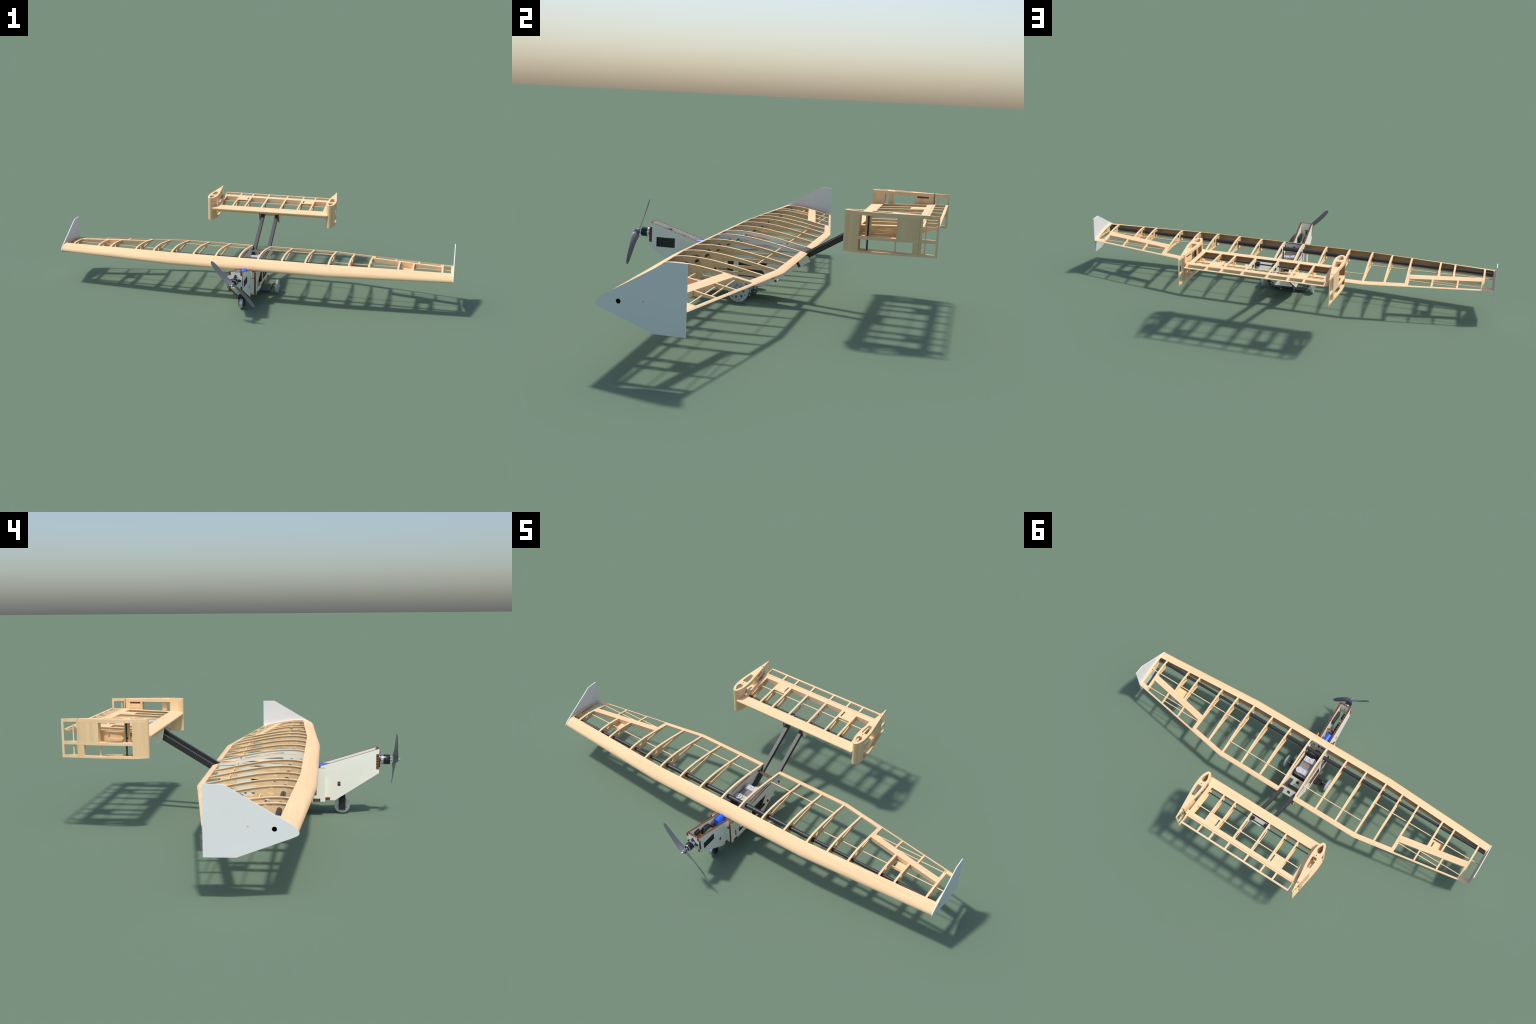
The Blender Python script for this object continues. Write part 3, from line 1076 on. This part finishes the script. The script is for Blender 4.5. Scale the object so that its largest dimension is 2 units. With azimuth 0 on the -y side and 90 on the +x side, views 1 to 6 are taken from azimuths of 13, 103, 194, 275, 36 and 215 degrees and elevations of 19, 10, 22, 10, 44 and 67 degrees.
def wheel(name, c, r, w, big, small, hub, parent, mat, fillet):
    me = plate_mesh(circle(0, 0, r, 56), [circle(rr * math.cos(a), rr * math.sin(a), hr, 14) for rr, hr, a in big + small], w, mat_yz(0))
    g = Geo()
    g.merge(me)
    ob = g.obj(name, [mat], parent, smooth=True)
    ob.location = c
    bv = ob.modifiers.new('rim', 'BEVEL')
    bv.width = fillet
    bv.segments = 3
    bv.limit_method = 'ANGLE'
    bv.angle_limit = math.radians(60)
    return ob


def ring_of(rr, hr, n, off):
    return [(rr, hr, off + 2 * math.pi * i / n) for i in range(n)]


wn = wheel('wheel', (0, -.3463, .0270), .0270, .0150, ring_of(.0155, .0034, 6, math.pi / 6), [], 0, GEAR, M_ALU, .0030)
g = Geo()
g.tube((-.0146, -.3463, .0270), (.0146, -.3463, .0270), .0022, 12)
g.obj('axle', [M_CHROME], GEAR, smooth=True)

# main gear: carbon leaf spring with turned-up ends
R = []
path = [(-.1040, .0440), (-.1030, .0370), (-.1005, .0270), (-.0975, .0190), (-.0930, .0135), (-.0860, .0105), (-.0780, .0098), (-.04, .0105), (0, .0108)]
path = path + [(-x, z) for x, z in reversed(path[:-1])]
n = len(path)
for i, (x, z) in enumerate(path):
    a = Vector(path[max(0, i - 1)])
    b = Vector(path[min(n - 1, i + 1)])
    t = (b - a).normalized()
    nr = Vector((-t.y, t.x)) * .0019
    hw = .0195 - max(0, abs(x) - .06) / .044 * .0095
    yc = -.108
    R.append([(x + nr.x, yc - hw, z + nr.y), (x + nr.x, yc + hw, z + nr.y), (x - nr.x, yc + hw, z - nr.y), (x - nr.x, yc - hw, z - nr.y)])
g = Geo()
g.loft(R)
MAIN = g.obj('main_gear', [M_LEAF], ROOT, smooth=True)
g = Geo()
for s in (-1, 1):
    g.tube((s * .033, -.094, .0030), (s * .033, -.094, .052), .0022, 10)
    g.lathe([(.0016, .0036), (.0042, .0036), (.0060, .0022), (.0070, .0022)], (s * .033, -.094, .001), (0, 0, 1), 12)
    g.tube((s * .033, -.094, .0130), (s * .033, -.094, .0480), .0050, 12)
    g.tube((s * .033, -.124, .0130), (s * .033, -.124, .0480), .0050, 12)
g.obj('spacer', [M_ALU], MAIN, smooth=True)
big = ring_of(.0182, .0046, 6, math.radians(9))
small = ring_of(.0262, .0027, 6, math.radians(40))
w0 = wheel('wheel', (.1270, -.1078, .0348), .0345, .0105, big, small, 0, MAIN, M_WHEEL, .0012)
w1 = w0.copy()
w1.location.x = -.1270
link(w1, MAIN)
g = Geo()
for s in (-1, 1):
    g.tube((s * .0955, -.1078, .0360), (s * .1415, -.1078, .0352), .0021, 12)
    g.lathe([(.0945, .0040), (.0985, .0040), (.0985, .002)], (0, -.1078, .0360), (s, 0, 0), 12)
    g.lathe([(.1068, .0036), (.1100, .0036), (.1100, .002)], (0, -.1078, .0358), (s, 0, 0), 12)
    g.lathe([(.1215, .0068), (.1350, .0066), (.1350, .002)], (0, -.1078, .0352), (s, 0, 0), 16)
    g.lathe([(.1390, .0036), (.1418, .0034), (.1428, .002)], (0, -.1078, .0352), (s, 0, 0), 12)
g.obj('axle', [M_ALU], MAIN, smooth=True)

# ------------------------------------------------------------------ equipment on board
# battery: two rounded cells in blue shrink wrap
sec = []
hw, zt, zb, bx = .0130, .1768, .1150, -.0065
for i in range(15):
    a = math.pi * i / 14
    sec.append((bx + hw * math.cos(a), zt - .0105 + .0105 * math.sin(a)))
sec += [(bx - hw, zb), (bx + hw, zb)]
g = Geo()
g.loft([[(bx + (x - bx) * k, y, zt + (z - zt) - (0 if k == 1 else .0008)) for x, z in sec]
        for y, k in ((-.3050, .95), (-.3040, 1), (-.232, 1), (-.230, .95))])
g.obj('battery', [M_BLUE], ROOT, smooth=True)
g = Geo()
g.box(.0118, .0300, -.4430, -.3735, .1440, .1806)
sc_ = g.obj('speed_controller', [M_BLACK], ROOT)
bv = sc_.modifiers.new('edge', 'BEVEL')
bv.width = .0025
bv.segments = 2
# two servos against the left nose wall
g = Geo()
g.box(-.0232, -.0115, -.4345, -.4065, .1880, .2045)
g.box(-.0232, -.0110, -.4350, -.4060, .1690, .1878, 1)
sv = g.obj('servo', [M_BLACK, M_ORANGE], ROOT)
g = Geo()
sec = [(-.3950, .1680), (-.3900, .1790), (-.3840, .1860), (-.3600, .1860), (-.3550, .1825), (-.3420, .1780), (-.3400, .1600), (-.395, .1600)]
g.loft([[(x, y, z) for y, z in sec] for x in (-.0232, -.0118)])
g.obj('servo', [M_BLACK], ROOT)
g = Geo()
g.tube((-.016, -.3780, .1858), (-.016, -.3780, .1872), .0022, 12)
g.obj('screw', [M_CHROME], sv)
g = Geo()
g.lathe([(-.0055, .001), (-.0035, .0042), (0, .0056), (.0035, .0042), (.0055, .001)], (-.0068, -.3312, .1640), (0, 0, 1), 14)
g.box(-.0150, -.0095, -.3330, -.3110, .1500, .1640)
g.obj('steering_arm', [M_BLACK], ROOT)
# instrument / camera box between the root ribs
g = Geo()
g.box(-.0420, .0420, -.1750, -.0350, .0680, .1400)
BOX = g.obj('instrument_box', [M_DARKBOX], ROOT)
g = Geo()
g.box(-.0330, .0330, -.1440, -.0400, .1402, .1560)
g.box(-.0340, .0340, -.0400, -.0320, .1380, .1500)
g.obj('camera_housing', [M_METALBOX], BOX)
g = Geo()
for y0, sgn in ((-.1390, -1), (-.0680, 1)):
    g.box(*sorted((-sgn * .0290, sgn * .0140)), y0, y0 + .0280, .1560, .1690)
    g.lathe([(.1560, .0170), (.1705, .0170), (.1725, .0155), (.1725, .0115), (.1700, .0105), (.1700, .004)], (sgn * .0180, y0 + .0135 + sgn * .002, 0), (0, 0, 1), 28)
    g.box(sgn * .0180 - .0035, sgn * .0180 + .0035, y0 + .004, y0 + .024, .1690, .1735)
g.obj('servo_bracket', [M_BRACKET], BOX, smooth=True)
g = Geo()
for y0, sgn in ((-.1390, -1), (-.0680, 1)):
    for dx, dy in ((-.022, .006), (-.022, .021), (-.003, .010), (-.003, .017)):
        g.tube((sgn * dx, y0 + dy, .1688), (sgn * dx, y0 + dy, .1697), .0017, 10)
g.obj('screw', [M_DARKBOX], BOX)
for s in (-1, 1):
    g = Geo()
    g.tube((s * .0420, -.1525, .0600), (s * .0420, -.1525, .1800), .0024, 10)
    g.obj('support_post', [M_BLACK], BOX)
